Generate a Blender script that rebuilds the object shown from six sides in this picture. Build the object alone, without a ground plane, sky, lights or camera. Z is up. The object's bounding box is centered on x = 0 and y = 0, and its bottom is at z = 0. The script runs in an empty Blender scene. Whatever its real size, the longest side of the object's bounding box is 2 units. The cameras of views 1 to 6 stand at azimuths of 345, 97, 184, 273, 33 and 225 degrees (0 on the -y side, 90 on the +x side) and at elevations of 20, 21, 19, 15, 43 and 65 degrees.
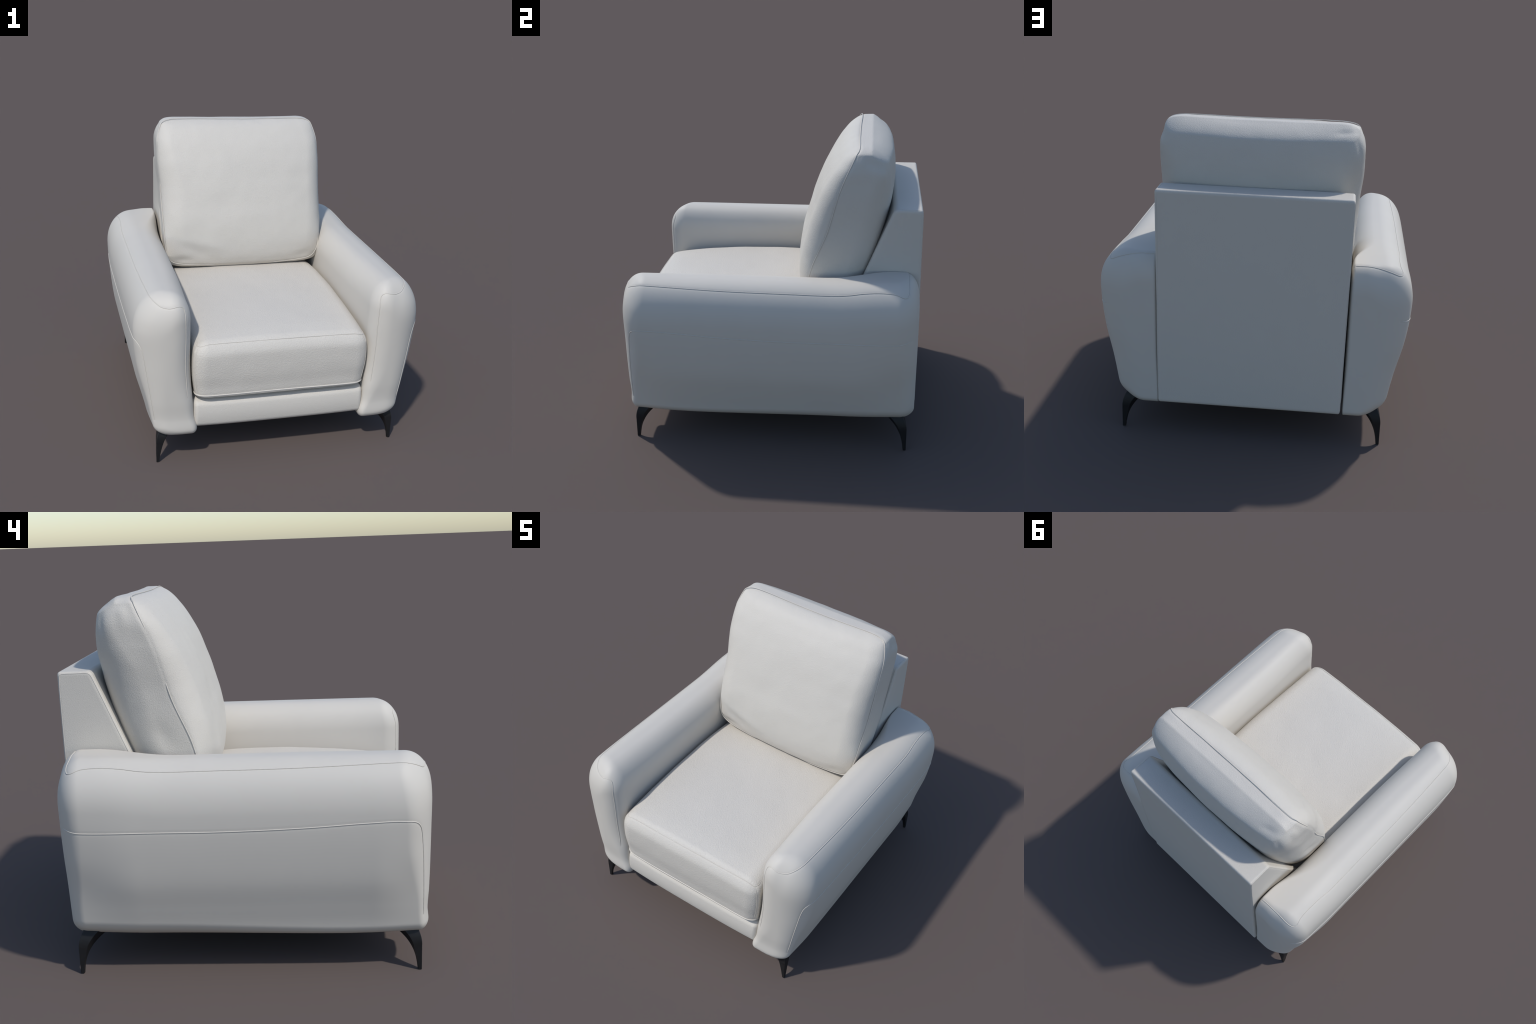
"""White upholstered recliner armchair, built part by part.

Every upholstered part is a "stuffed solid": six limiting faces (inner, outer,
front, back, top, bottom) whose position may depend on where you are on the
part, blended with an elliptical rounding.  A quad grid on a loose box around the part is
pulled in along rays until it lies on that solid.
"""
import bpy
import numpy as np
from mathutils import noise as mnoise, Vector

# ------------------------------------------------------------------ helpers


def curve(z, knots):
    """Smooth (Catmull-Rom style Hermite) profile through (position, value) knots."""
    k = np.array(knots, float)
    xs, ys = k[:, 0], k[:, 1]
    m = np.gradient(ys, xs)
    z = np.clip(np.asarray(z, float), xs[0], xs[-1])
    i = np.clip(np.searchsorted(xs, z, side="right") - 1, 0, len(xs) - 2)
    h = xs[i + 1] - xs[i]
    t = (z - xs[i]) / h
    t2, t3 = t * t, t * t * t
    return ((2 * t3 - 3 * t2 + 1) * ys[i] + (t3 - 2 * t2 + t) * h * m[i]
            + (-2 * t3 + 3 * t2) * ys[i + 1] + (t3 - t2) * h * m[i + 1])


def step(a, b, v):
    t = np.clip((np.asarray(v, float) - a) / (b - a), 0, 1)
    return t * t * (3 - 2 * t)


def rounded(faces, p=2.0):
    """faces: list of (signed distance past the face, rounding reach)."""
    s = 0
    for d, r in faces:
        s = s + np.maximum(1 + d / r, 0) ** p
    return s ** (1 / p) - 1


def box_grid(lo, hi, size):
    """Quad grid on the surface of a box, shared vertices along its edges."""
    lo, hi = np.array(lo, float), np.array(hi, float)
    n = np.maximum(np.round((hi - lo) / size).astype(int), 2)
    index, verts, quads = {}, [], []

    def vid(i, j, k):
        key = (i, j, k)
        if key not in index:
            index[key] = len(verts)
            verts.append((i / n[0], j / n[1], k / n[2]))
        return index[key]

    for axis in range(3):
        u, v = (axis + 1) % 3, (axis + 2) % 3
        for side in (0, n[axis]):
            for a in range(n[u]):
                for b in range(n[v]):
                    q = []
                    for da, db in ((0, 0), (1, 0), (1, 1), (0, 1)):
                        c = [0, 0, 0]
                        c[axis], c[u], c[v] = side, a + da, b + db
                        q.append(vid(*c))
                    quads.append(q if side else q[::-1])
    return lo + np.array(verts) * (hi - lo), quads


class Solid:
    def __init__(self, field, lo, hi, core_lo, core_hi, size, shear=None):
        self.field, self.shear = field, shear
        pts, self.quads = box_grid(lo, hi, size)
        core = np.clip(pts, core_lo, core_hi)
        a, b = np.zeros(len(pts)), np.ones(len(pts))      # 0 core, 1 box
        for _ in range(34):
            m = (a + b) / 2
            inside = field(*self.warp(core + (pts - core) * m[:, None]).T) < 0
            a, b = np.where(inside, m, a), np.where(inside, b, m)
        self.co = self.warp(core + (pts - core) * a[:, None])

    def warp(self, p):
        if self.shear is None:
            return p
        q = p.copy()
        q[:, 1] += self.shear(q[:, 2])
        return q

    def normal(self, p):
        e = 1e-3
        g = np.stack([(self.field(*(p + d).T) - self.field(*(p - d).T)) / (2 * e)
                      for d in np.eye(3) * e], 1)
        return g

    def on_surface(self, p):
        p = np.array(p, float)
        for _ in range(40):
            g = self.normal(p)
            s = self.field(*p.T)[:, None] * g / np.maximum((g * g).sum(1, keepdims=True), 1e-6)
            l = np.linalg.norm(s, axis=1, keepdims=True)
            p = p - s * np.minimum(1, 0.02 / np.maximum(l, 1e-9))
        g = self.normal(p)
        return p, g / np.maximum(np.linalg.norm(g, axis=1, keepdims=True), 1e-9)

    def seam_line(self, guide, closed=False, gap=0.006):
        """Guide points -> evenly spaced polyline lying on the surface."""
        line = resample(guide, closed, gap)
        p, n = self.on_surface(line)
        return smooth_line(p, closed), n

    def press(self, line, depth, width):
        """A shallow valley along a seam."""
        d2 = np.full(len(self.co), 1.0)
        lo, hi = line.min(0) - 4 * width, line.max(0) + 4 * width
        near = np.where(((self.co > lo) & (self.co < hi)).all(1))[0]
        for s in range(0, len(near), 4000):
            ids = near[s:s + 4000]
            d = ((self.co[ids][:, None, :] - line[None, ::2, :]) ** 2).sum(2).min(1)
            d2[ids] = d
        ids = np.where(d2 < (4 * width) ** 2)[0]
        if len(ids):
            g = self.normal(self.co[ids])
            g /= np.maximum(np.linalg.norm(g, axis=1, keepdims=True), 1e-9)
            self.co[ids] -= g * (depth * np.exp(-d2[ids] / width ** 2))[:, None]


def resample(guide, closed, gap):
    g = np.array(guide, float)
    n = len(g)
    seg = []
    last = n if closed else n - 1
    for i in range(last):
        p1, p2 = g[i], g[(i + 1) % n]
        p0 = g[(i - 1) % n] if closed or i > 0 else 2 * p1 - p2
        p3 = g[(i + 2) % n] if closed or i + 2 < n else 2 * p2 - p1
        # centripetal Catmull-Rom keeps tight corners from overshooting
        t0 = 0.0
        t1 = t0 + max(np.linalg.norm(p1 - p0), 1e-6) ** 0.5
        t2 = t1 + max(np.linalg.norm(p2 - p1), 1e-6) ** 0.5
        t3 = t2 + max(np.linalg.norm(p3 - p2), 1e-6) ** 0.5
        k = max(int(np.linalg.norm(p2 - p1) / gap), 2)
        t = np.linspace(t1, t2, k, endpoint=False)[:, None]
        a1 = (t1 - t) / (t1 - t0) * p0 + (t - t0) / (t1 - t0) * p1
        a2 = (t2 - t) / (t2 - t1) * p1 + (t - t1) / (t2 - t1) * p2
        a3 = (t3 - t) / (t3 - t2) * p2 + (t - t2) / (t3 - t2) * p3
        b1 = (t2 - t) / (t2 - t0) * a1 + (t - t0) / (t2 - t0) * a2
        b2 = (t3 - t) / (t3 - t1) * a2 + (t - t1) / (t3 - t1) * a3
        seg.append((t2 - t) / (t2 - t1) * b1 + (t - t1) / (t2 - t1) * b2)
    if not closed:
        seg.append(g[-1:])
    return np.vstack(seg)


def smooth_line(p, closed):
    q = p.copy()
    for _ in range(3):
        m = (np.roll(q, 1, 0) + 2 * q + np.roll(q, -1, 0)) / 4
        if not closed:
            m[0], m[-1] = q[0], q[-1]
        q = m
    return q


def tube(line, normals, radius, closed, lift, sides=8, flat=1.0, taper=True):
    n = len(line)
    tan = np.roll(line, -1, 0) - np.roll(line, 1, 0)
    if not closed:
        tan[0], tan[-1] = line[1] - line[0], line[-1] - line[-2]
    tan /= np.maximum(np.linalg.norm(tan, axis=1, keepdims=True), 1e-9)
    nor = normals - (normals * tan).sum(1, keepdims=True) * tan
    nor /= np.maximum(np.linalg.norm(nor, axis=1, keepdims=True), 1e-9)
    bi = np.cross(tan, nor)
    rad = np.full(n, radius)
    if not closed and taper:
        e = np.minimum(np.arange(n), np.arange(n)[::-1])
        rad = radius * np.clip(0.15 + e / 8, 0, 1)
    ang = np.arange(sides) / sides * 2 * np.pi
    ring = (line + nor * lift)[:, None, :] + rad[:, None, None] * (
        np.cos(ang)[None, :, None] * nor[:, None, :] + flat * np.sin(ang)[None, :, None] * bi[:, None, :])
    verts = ring.reshape(-1, 3)
    faces = []
    for i in range(n if closed else n - 1):
        j = (i + 1) % n
        for s in range(sides):
            s2 = (s + 1) % sides
            faces.append((i * sides + s, i * sides + s2, j * sides + s2, j * sides + s))
    if not closed:
        faces.append(tuple(range(sides))[::-1])
        faces.append(tuple((n - 1) * sides + s for s in range(sides)))
    return verts, faces


def mirror(verts, faces):
    v = np.array(verts) * (-1, 1, 1)
    return v, [tuple(f)[::-1] for f in faces]


def make(name, verts, faces, mat, parent, smooth=True):
    me = bpy.data.meshes.new(name)
    me.from_pydata([tuple(v) for v in np.asarray(verts).tolist()], [], [tuple(int(i) for i in f) for f in faces])
    me.materials.append(mat)
    me.polygons.foreach_set("use_smooth", [smooth] * len(me.polygons))
    me.update()
    ob = bpy.data.objects.new(name, me)
    bpy.context.scene.collection.objects.link(ob)
    ob.parent = parent
    return ob


def puff(co, solid, amount, scale, seed):
    """Soft irregular stuffing: low-frequency noise along the normal."""
    g = solid.normal(co)
    g /= np.maximum(np.linalg.norm(g, axis=1, keepdims=True), 1e-9)
    off = Vector((seed * 7.3, seed * 3.1, seed * 1.7))
    d = np.array([mnoise.noise(Vector(c) * scale + off) + 0.4 * mnoise.noise(Vector(c) * scale * 2.6 + off)
                  for c in co.tolist()])
    return co + g * (d * amount)[:, None]


# ---------------------------------------------------------------- materials


def leather(name, base, grain, grain_scale, rough=0.55, streak=(1, 1, 1)):
    mat = bpy.data.materials.new(name)
    mat.use_nodes = True
    nt = mat.node_tree
    bsdf = nt.nodes["Principled BSDF"]
    tc = nt.nodes.new("ShaderNodeTexCoord")
    mp = nt.nodes.new("ShaderNodeMapping")
    mp.inputs["Scale"].default_value = streak
    nt.links.new(tc.outputs["Object"], mp.inputs["Vector"])
    soft = nt.nodes.new("ShaderNodeTexNoise")
    soft.inputs["Scale"].default_value = 5.0
    soft.inputs["Detail"].default_value = 3.0
    nt.links.new(mp.outputs[0], soft.inputs["Vector"])
    ramp = nt.nodes.new("ShaderNodeValToRGB")
    ramp.color_ramp.elements[0].position, ramp.color_ramp.elements[1].position = 0.3, 0.7
    ramp.color_ramp.elements[0].color = (*[c * 0.994 for c in base], 1)
    ramp.color_ramp.elements[1].color = (*[min(c * 1.006, 1) for c in base], 1)
    nt.links.new(soft.outputs["Fac"], ramp.inputs["Fac"])
    nt.links.new(ramp.outputs["Color"], bsdf.inputs["Base Color"])
    bsdf.inputs["Roughness"].default_value = rough
    bsdf.inputs["Specular IOR Level"].default_value = 0.35
    if grain > 0:
        fine = nt.nodes.new("ShaderNodeTexNoise")
        fine.inputs["Scale"].default_value = grain_scale
        fine.inputs["Detail"].default_value = 4.0
        fine.inputs["Roughness"].default_value = 0.6
        cell = nt.nodes.new("ShaderNodeTexVoronoi")
        cell.feature = "SMOOTH_F1"
        cell.inputs["Scale"].default_value = grain_scale * 1.3
        add = nt.nodes.new("ShaderNodeMath")
        add.operation = "ADD"
        nt.links.new(mp.outputs[0], fine.inputs["Vector"])
        nt.links.new(mp.outputs[0], cell.inputs["Vector"])
        nt.links.new(fine.outputs["Fac"], add.inputs[0])
        nt.links.new(cell.outputs["Distance"], add.inputs[1])
        bump = nt.nodes.new("ShaderNodeBump")
        bump.inputs["Strength"].default_value = grain
        bump.inputs["Distance"].default_value = 0.002
        nt.links.new(add.outputs[0], bump.inputs["Height"])
        nt.links.new(bump.outputs[0], bsdf.inputs["Normal"])
    return mat


def black_metal():
    mat = bpy.data.materials.new("black_metal")
    mat.use_nodes = True
    nt = mat.node_tree
    bsdf = nt.nodes["Principled BSDF"]
    tc = nt.nodes.new("ShaderNodeTexCoord")
    nz = nt.nodes.new("ShaderNodeTexNoise")
    nz.inputs["Scale"].default_value = 60
    ramp = nt.nodes.new("ShaderNodeValToRGB")
    ramp.color_ramp.elements[0].color = (0.011, 0.011, 0.012, 1)
    ramp.color_ramp.elements[1].color = (0.016, 0.016, 0.017, 1)
    nt.links.new(tc.outputs["Object"], nz.inputs["Vector"])
    nt.links.new(nz.outputs["Fac"], ramp.inputs["Fac"])
    nt.links.new(ramp.outputs["Color"], bsdf.inputs["Base Color"])
    bsdf.inputs["Roughness"].default_value = 0.45
    bsdf.inputs["Specular IOR Level"].default_value = 0.3
    return mat


WHITE = (0.640, 0.602, 0.541)
MAT_SMOOTH = leather("smooth_white_leather", WHITE, 0.0, 1.0)
MAT_GRAIN = leather("grained_white_leather", WHITE, 0.46, 165.0)
MAT_SEAT = leather("seat_white_leather", WHITE, 0.6, 125.0, streak=(1, 0.8, 1))
MAT_SHELL = leather("fine_grained_white_leather", WHITE, 0.28, 170.0)
MAT_BLACK = black_metal()
MAT_DARK = leather("dark_lining", (0.03, 0.03, 0.03), 0.0, 1.0, rough=0.8)

chair = bpy.data.objects.new("recliner_armchair", None)
bpy.context.scene.collection.objects.link(chair)
chair["label"] = "white leather recliner armchair with slim black legs"
chair["category"] = "armchair"


# --------------------------------------------------------------------- arms


def arm_outer(z, y):
    ends = curve(z, [(0.2, 0.838), (0.3, 0.854), (0.5, 0.888), (0.7, 0.938), (0.9, 0.965), (1.0, 0.969), (1.3, 0.969)])
    belly = curve(z, [(0.2, 0.853), (0.3, 0.873), (0.4, 0.900), (0.55, 0.941), (0.7, 0.964), (0.85, 0.976), (1.0, 0.976), (1.3, 0.976)])
    k = step(-1.02, -0.66, y) * step(0.98, 0.55, y)
    return ends * (1 - k) + belly * k


def arm_inner(z, y):
    front = curve(z, [(0.2, 0.562), (0.26, 0.566), (0.32, 0.583), (0.44, 0.593), (0.56, 0.602), (0.9, 0.608), (1.3, 0.611)])
    body = curve(z, [(0.2, 0.58), (0.6, 0.590), (0.9, 0.594), (1.3, 0.595)])
    k = step(-0.9, -0.3, y)
    k2 = step(0.55, 0.85, y)
    return (front * (1 - k) + body * k) * (1 - k2) + 0.582 * k2


def arm_top(x, y):
    return 1.187 + 0.016 * step(0.32, 0.75, y)


def arm_field(x, y, z):
    up = step(0.4, 0.85, z)
    rear = step(-0.6, 0.6, y)
    tail = step(0.38, 0.80, y)
    nose = step(-0.55, -0.95, y)
    outside = step(0.68, 0.81, x)
    r_out = (0.11 + 0.07 * rear) * (1 - up) + (0.205 - 0.012 * tail) * up
    upin = step(0.24, 0.6, z)
    r_in = (0.04 * (1 - upin) + 0.14 * upin) * (1 - 0.82 * tail)
    r_top = 0.18 + (0.085 - 0.015 * tail + 0.01 * nose) * outside
    r_bot = 0.05 + (0.03 + 0.042 * rear) * outside
    r_front = 0.05 + 0.07 * step(0.3, 0.8, z) + 0.02 * step(1.0, 1.15, z) + 0.03 * outside * step(0.85, 1.1, z)
    r_back = 0.07 + 0.035 * step(0.3, 0.9, z) + 0.03 * outside
    floor = 0.200 - 0.007 * step(-0.92, -0.5, y) * step(0.92, 0.5, y)
    bend = np.maximum((x - 0.62) / 0.2, 0) ** 2
    yf = curve(z, [(0.2, -0.966), (0.25, -0.971), (0.33, -0.965), (0.45, -0.970), (0.7, -0.976), (0.92, -0.979), (1.2, -0.978)]) + 0.012 * bend
    yb = 0.973 - 0.006 * bend
    return rounded([
        (x - arm_outer(z, y), r_out), (arm_inner(z, y) - x, r_in),
        (z - arm_top(x, y), r_top), (floor - z, r_bot),
        (yf - y, r_front), (y - yb, r_back)], 2.1)


arm = Solid(arm_field, (0.54, -1.0, 0.16), (1.02, 1.0, 1.28),
            (0.70, -0.74, 0.36), (0.76, 0.76, 0.95), 0.0085)

top_seam = [(0.583, 0.905, 1.19), (0.60, 0.898, 1.183), (0.75, 0.892, 1.175), (0.882, 0.884, 1.140),
            (0.895, 0.862, 1.143), (0.883, 0.81, 1.157), (0.876, 0.725, 1.158), (0.876, 0.62, 1.149), (0.88, 0.50, 1.132),
            (0.88, 0.1, 1.131), (0.88, -0.3, 1.138), (0.868, -0.70, 1.148), (0.858, -0.83, 1.147), (0.84, -0.907, 1.145),
            (0.80, -0.925, 1.118), (0.74, -0.93, 1.105), (0.69, -0.925, 1.112), (0.668, -0.924, 1.10), (0.652, -0.945, 1.02),
            (0.645, -0.95, 0.9), (0.638, -0.96, 0.7), (0.632, -0.96, 0.55), (0.63, -0.96, 0.48)]
side_seam = [(0.90, 0.925, 0.862), (0.945, 0.845, 0.849), (0.972, 0.49, 0.847), (0.974, 0.1, 0.846), (0.974, -0.30, 0.857),
             (0.968, -0.62, 0.876), (0.955, -0.79, 0.881), (0.946, -0.86, 0.872), (0.937, -0.90, 0.836), (0.927, -0.92, 0.77),
             (0.915, -0.933, 0.668), (0.89, -0.935, 0.53), (0.874, -0.935, 0.437), (0.855, -0.939, 0.325)]
arm_lines = [arm.seam_line(top_seam), arm.seam_line(side_seam)]
for line, _ in arm_lines:
    arm.press(line, 0.0018, 0.007)
for flip in (False, True):
    geo = (arm.co, arm.quads)
    body = make("armrest", *(mirror(*geo) if flip else geo), MAT_SMOOTH, chair)
    for line, nor in arm_lines:
        geo = tube(line, nor, 0.0025, False, -0.0004)
        make("seam", *(mirror(*geo) if flip else geo), MAT_SMOOTH, body)

# --------------------------------------------------------------------- seat


def seat_top(x, y):
    along = curve(y, [(-1.0, 0.836), (-0.93, 0.860), (-0.85, 0.880), (-0.7, 0.903), (-0.45, 0.925),
                      (-0.2, 0.935), (0.1, 0.934), (0.3, 0.919), (0.6, 0.88)])
    return along - 0.018 * (np.abs(x) / 0.6) ** 2.2


def seat_field(x, y, z):
    half = curve(z, [(0.42, 0.568), (0.48, 0.58), (0.58, 0.594), (0.72, 0.597), (0.85, 0.585), (1.0, 0.583)])
    yf = curve(z, [(0.42, -0.888), (0.45, -0.918), (0.472, -0.963), (0.49, -0.965), (0.54, -0.967), (0.62, -0.974), (0.70, -0.975), (0.78, -0.970), (0.84, -0.959), (0.92, -0.94)])
    yf = yf + 0.009 * np.abs(x / 0.6) ** 3
    return rounded([
        (np.abs(x) - half, 0.09), (z - seat_top(x, y), 0.075), (0.438 - z, 0.02),
        (yf - y, 0.06), (y - 0.56, 0.05)], 2.0)


seat = Solid(seat_field, (-0.66, -1.0, 0.38), (0.66, 0.62, 1.03),
             (-0.5, -0.85, 0.5), (0.5, 0.48, 0.78), 0.0095)
front_seam = [(-0.588, -0.86, 0.85), (-0.582, -0.90, 0.835), (-0.558, -0.932, 0.835), (-0.50, -0.94, 0.85), (-0.25, -0.945, 0.855), (0.25, -0.945, 0.855),
              (0.50, -0.94, 0.85), (0.558, -0.932, 0.835), (0.582, -0.90, 0.835), (0.588, -0.86, 0.85)]
lip_seam = [(-0.59, -0.80, 0.482), (-0.583, -0.90, 0.482), (-0.56, -0.936, 0.482), (0.0, -0.945, 0.484),
            (0.56, -0.936, 0.482), (0.583, -0.90, 0.482), (0.59, -0.80, 0.482)]
side_l = [(0.574, -0.928, 0.82), (0.579, -0.93, 0.7), (0.573, -0.93, 0.58), (0.562, -0.93, 0.49)]
lines = [(front_seam, 0.0020), (lip_seam, 0.0042), (side_l, 0.0018), ([(-x, y, z) for x, y, z in side_l], 0.0018)]
seat_lines = []
for g, r in lines:
    l, n = seat.seam_line(g)
    seat.press(l, 0.0015, 0.008)
    seat_lines.append((l, n, r))
seat.co = puff(seat.co, seat, 0.0025, 4.0, 3)
seat_ob = make("seat_cushion", seat.co, seat.quads, MAT_SEAT, chair)
for l, n, r in seat_lines:
    make("seam", *tube(l, n, r, False, 0.0), MAT_SMOOTH, seat_ob)

# ----------------------------------------------------------------- footrest


def foot_field(x, y, z):
    yf = -0.958 + 1.6 * (z - 0.325) ** 2 + 0.012 * np.abs(x / 0.6) ** 3
    return rounded([(np.abs(x) - 0.592, 0.035), (z - 0.440, 0.042), (0.236 - z, 0.04), (yf - y, 0.055), (y + 0.60, 0.03)], 2.1)


foot = Solid(foot_field, (-0.63, -0.98, 0.2), (0.63, -0.56, 0.47), (-0.53, -0.88, 0.3), (0.53, -0.65, 0.38), 0.0095)
make("footrest", foot.co, foot.quads, MAT_GRAIN, chair)

# --------------------------------------------------------------- back shell


def shell_front(z):
    return np.interp(z, [0.2, 0.9, 1.607], [0.45, 0.498, 0.789])


def shell_field(x, y, z):
    half = 0.578 + 0.010 * step(0.2, 1.6, z)
    x = x - 0.007
    rear = 0.981 - 0.008 * step(0.2, 1.6, z)
    return rounded([(np.abs(x) - half, 0.014), (z - 1.617, 0.022), (0.224 - z, 0.025),
                    (shell_front(z) - y, 0.03), (y - rear, 0.015)], 2.2)


shell = Solid(shell_field, (-0.64, -0.42, 0.16), (0.64, 0.42, 1.68), (-0.53, -0.05, 0.3), (0.53, 0.05, 1.55), 0.009,
              shear=lambda z: (shell_front(z) + 0.965) / 2)


shell_ob = make("backrest_frame", shell.co, shell.quads, MAT_SHELL, chair)
rim = [(0.577, 0.968, 0.30), (0.579, 0.966, 0.9), (0.581, 0.962, 1.58), (0.581, 0.957, 1.604), (0.581, 0.94, 1.607), (0.58, 0.87, 1.607),
       (0.578, 0.815, 1.607), (0.58, 0.797, 1.600), (0.58, 0.785, 1.575), (0.58, 0.656, 1.26), (0.577, 0.535, 0.96)]
for sx in (1, -1):
    l, n = shell.seam_line([(sx * x, y, z) for x, y, z in rim])
    make("seam", *tube(l, n, 0.0018, False, 0.0002), MAT_SHELL, shell_ob)

# ------------------------------------------------------------- back cushion


def cushion_front(z):
    return curve(z, [(0.88, 0.245), (0.93, 0.205), (1.0, 0.172), (1.1, 0.155), (1.2, 0.155), (1.32, 0.172), (1.42, 0.20),
                     (1.58, 0.25), (1.75, 0.319), (1.88, 0.398), (1.95, 0.460), (2.0, 0.53), (2.05, 0.59)])


def cushion_back(z):
    return curve(z, [(0.88, 0.545), (1.0, 0.60), (1.2, 0.675), (1.48, 0.757), (1.65, 0.792), (1.75, 0.80), (1.85, 0.793),
                     (1.93, 0.776), (2.05, 0.735)])


def cushion_seam_y(z):
    return curve(z, [(0.93, 0.23), (0.975, 0.225), (1.05, 0.235), (1.228, 0.274), (1.455, 0.365), (1.734, 0.445),
                     (1.95, 0.542), (2.02, 0.56)])


def cushion_field(x, y, z):
    half = curve(z, [(0.9, 0.585), (1.05, 0.598), (1.25, 0.609), (1.5, 0.616), (1.75, 0.619), (1.87, 0.613), (1.94, 0.592), (2.0, 0.566)])
    x = x - 0.005 * step(1.75, 1.2, z)
    right = step(-0.2, 0.2, x)
    half = half + 0.009 * (1 - right) * step(1.5, 1.75, z) + 0.004 * right
    a = np.abs(x) / 0.62
    front = cushion_front(z) + 0.048 * a ** 2.2
    back = cushion_back(z) - 0.052 * a ** 2.2
    reach = np.clip(cushion_seam_y(z) - cushion_front(z) - 0.035, 0.03, 0.14)
    high = step(1.6, 1.88, z)
    top = 1.999 - 0.010 * (1 - a ** 2) - 0.40 * np.maximum(y - 0.64, 0) * (1 + 0.7 * a ** 4)
    side = 0.16 - 0.03 * right - (0.055 - 0.03 * right) * high
    return rounded([
        (np.abs(x) - half, side), (z - top, 0.035), (0.92 - z, 0.05),
        (front - y, reach), (y - back, 0.20 - 0.06 * right - (0.11 - 0.05 * right) * high)], 2.0)


cushion = Solid(cushion_field, (-0.68, -0.4, 0.86), (0.68, 0.4, 2.06),
                (-0.46, -0.08, 1.05), (0.46, 0.08, 1.86), 0.009,
                shear=lambda z: (cushion_front(z) + cushion_back(z)) / 2)
side = [(0.548, 0.222, 0.975), (0.59, 0.235, 1.06), (0.605, 0.274, 1.228), (0.616, 0.365, 1.455), (0.616, 0.445, 1.734),
        (0.598, 0.52, 1.91), (0.565, 0.551, 1.975)]
rim = side + [(0.52, 0.556, 1.997), (0, 0.556, 1.985), (-0.52, 0.556, 1.997)] + [(-x, y, z) for x, y, z in side[::-1]] \
    + [(-0.45, 0.215, 0.955), (0, 0.20, 0.945), (0.45, 0.215, 0.955)]
rim_line, rim_nor = cushion.seam_line(rim, True)
cushion.press(rim_line, 0.002, 0.008)
cushion.co = puff(cushion.co, cushion, 0.0035, 4.5, 1)


def dent(solid, centre, axis, long, short, depth):
    """Oval fold pressed into the stuffing: long/short radii, along an axis."""
    g = solid.normal(solid.co)
    g /= np.maximum(np.linalg.norm(g, axis=1, keepdims=True), 1e-9)
    axis = np.array(axis, float) / np.linalg.norm(axis)
    d = solid.co - np.array(centre)
    u = d @ axis
    v2 = (d * d).sum(1) - u * u
    solid.co = solid.co - g * (depth * np.exp(-(u / long) ** 2 - v2 / short ** 2))[:, None]


folds = [
    ((-0.36, 0.18, 1.06), (1, 0, -0.45), 0.16, 0.045, 0.007), ((-0.30, 0.17, 1.12), (1, 0, -0.25), 0.20, 0.04, -0.004),
    ((-0.46, 0.20, 0.995), (1, 0, 0.1), 0.07, 0.035, 0.009), ((-0.555, 0.24, 1.09), (0, 0, 1), 0.07, 0.03, 0.006),
    ((0.48, 0.19, 1.00), (1, 0, 0.1), 0.08, 0.04, 0.006), ((0.57, 0.24, 1.08), (0.2, 0, 1), 0.06, 0.03, 0.005),
    ((0.59, 0.66, 1.90), (0, 1, -0.5), 0.07, 0.03, 0.008), ((0.60, 0.72, 1.86), (0.2, 0, 1), 0.07, 0.025, -0.006),
    ((0.60, 0.58, 1.93), (0, 0.3, 1), 0.05, 0.025, -0.005),
    ((-0.58, 0.64, 1.95), (0, 1, -0.5), 0.06, 0.028, 0.009), ((-0.60, 0.73, 1.87), (0.2, 0, 1), 0.07, 0.025, 0.008),
    ((-0.50, 0.70, 1.95), (1, 0.4, 0), 0.06, 0.025, 0.006), ((-0.60, 0.60, 1.90), (0, 0.3, 1), 0.06, 0.028, -0.006),
    ((-0.60, 0.44, 1.28), (0, 0.6, 1), 0.09, 0.05, 0.006), ((-0.60, 0.56, 1.40), (0, 0.2, 1), 0.10, 0.05, 0.004),
    ((-0.60, 0.40, 1.10), (0, 1, 0.3), 0.07, 0.03, 0.006), ((0.61, 0.45, 1.50), (0, 0.4, 1), 0.12, 0.06, 0.002),
]
for f in folds:
    dent(cushion, *f)
cushion_ob = make("back_cushion", cushion.co, cushion.quads, MAT_GRAIN, chair)
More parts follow.
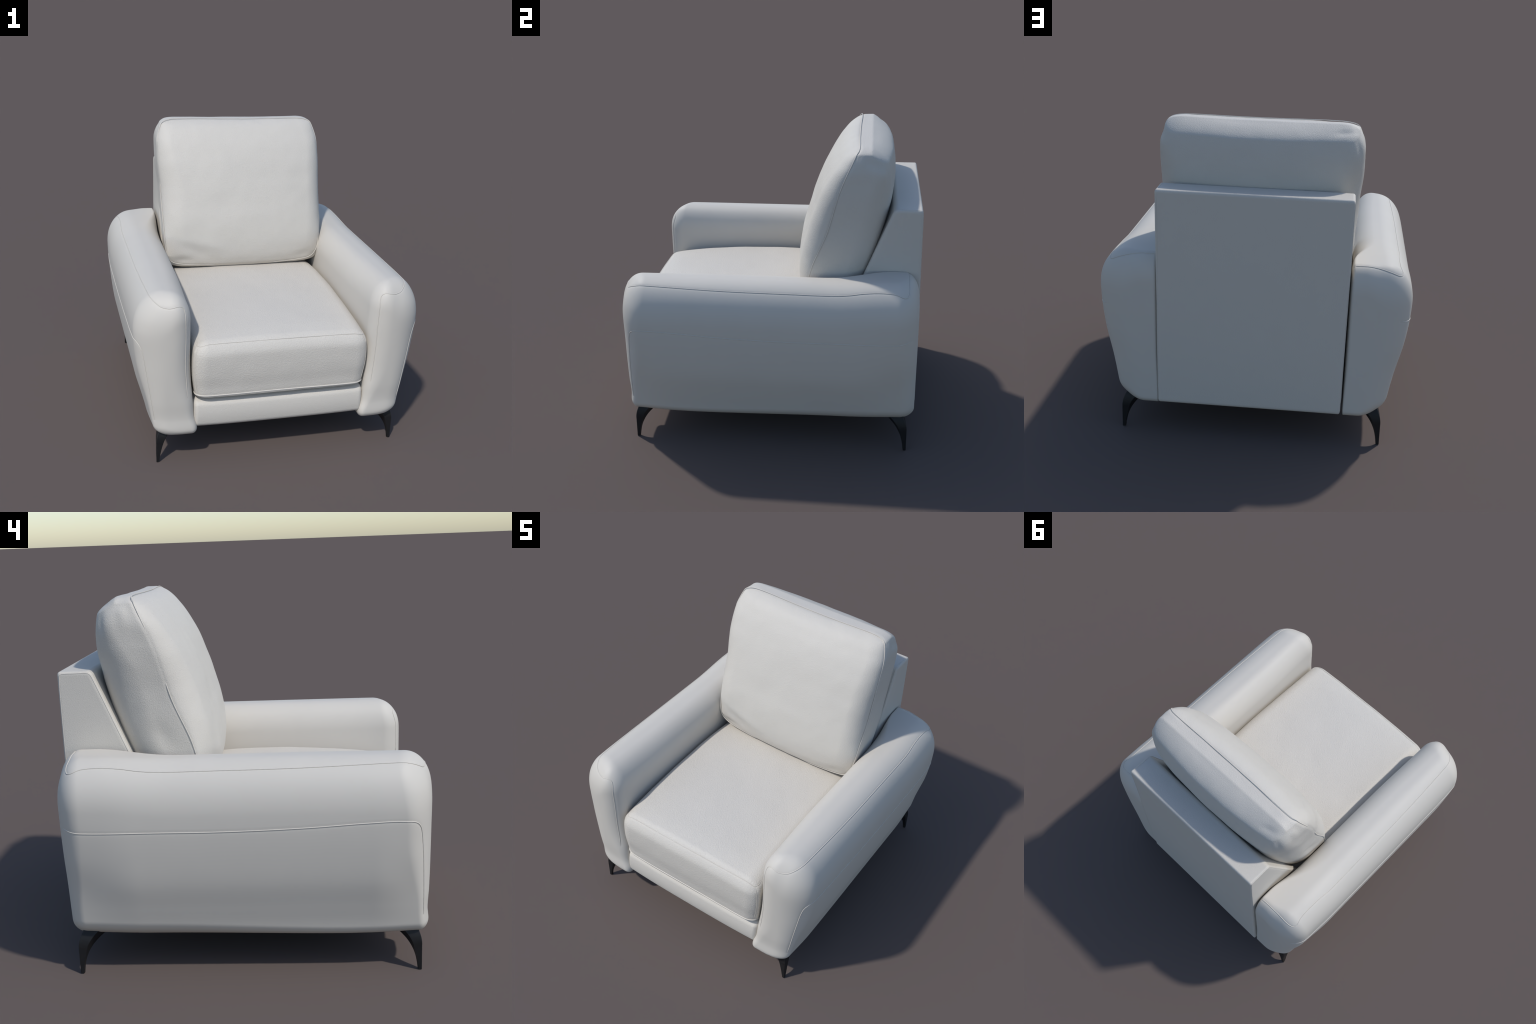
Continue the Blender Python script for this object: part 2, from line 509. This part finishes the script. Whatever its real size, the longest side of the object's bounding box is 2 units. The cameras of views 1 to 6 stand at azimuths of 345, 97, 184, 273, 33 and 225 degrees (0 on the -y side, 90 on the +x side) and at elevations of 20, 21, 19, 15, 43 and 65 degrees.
# the cord rides on the surface, loose along the top, pulled under the cover in places
top_part = step(1.95, 1.98, rim_line[:, 2])
hidden = step(-0.4, -0.5, rim_line[:, 0]) * step(1.50, 1.58, rim_line[:, 2]) * step(1.86, 1.80, rim_line[:, 2])
hidden = np.maximum(hidden, step(0.97, 0.955, rim_line[:, 2]) * step(0.27, 0.15, np.abs(rim_line[:, 0])))
lift = 0.0008 + top_part * (0.0012 + 0.004 * step(0.2, -0.4, rim_line[:, 0])) - 0.007 * hidden
make("seam", *tube(rim_line, rim_nor, 0.0026, True, lift[:, None]), MAT_SMOOTH, cushion_ob)

# --------------------------------------------------------------- base frame


def base_field(x, y, z):
    return rounded([(np.abs(x) - 0.565, 0.02), (z - 0.55, 0.02), (0.27 - z, 0.02), (-0.62 - y, 0.02), (y - 0.6, 0.02)], 2)


base = Solid(base_field, (-0.6, -0.7, 0.2), (0.6, 0.7, 0.6), (-0.5, -0.5, 0.35), (0.5, 0.5, 0.5), 0.04)
make("base_frame", base.co, base.quads, MAT_DARK, chair)

# --------------------------------------------------------------------- legs


def leg_geometry():
    """Blade leg: ridge on the outer corner, sweeping inward to a flared top."""
    rows, height = 26, 0.245
    verts, faces = [], []
    for i in range(rows):
        t = i / (rows - 1)
        z = t * height
        bow = -0.18 * max(t - 0.6, 0) ** 2
        outer = np.array([0.830 + bow, 0.922 + bow])
        depth = 0.023 + 0.030 * t + 0.215 * t ** 3.2
        inward = np.array([-0.7071, -0.7071])
        width = 0.011 + 0.030 * t + 0.022 * t ** 4
        across = np.array([-0.7071, 0.7071])
        shoulder = outer + inward * min(width * 1.0, depth * 0.5)
        inner = outer + inward * depth
        ring = [outer + across * 0.002, shoulder + across * width, inner + across * (0.4 * width),
                inner - across * (0.4 * width), shoulder - across * width, outer - across * 0.002]
        verts += [(*p, z) for p in ring]
    n = 6
    for i in range(rows - 1):
        for s in range(n):
            s2 = (s + 1) % n
            faces.append((i * n + s, i * n + s2, (i + 1) * n + s2, (i + 1) * n + s))
    faces.append(tuple(range(n))[::-1])
    faces.append(tuple((rows - 1) * n + s for s in range(n)))
    return np.array(verts), faces


lv, lf = leg_geometry()
for sx in (1, -1):
    for sy in (1, -1):
        f = lf if sx * sy > 0 else [q[::-1] for q in lf]
        ob = make("leg", lv * (sx, sy, 1), f, MAT_BLACK, chair)
        ob.data.set_sharp_from_angle(angle=0.6)
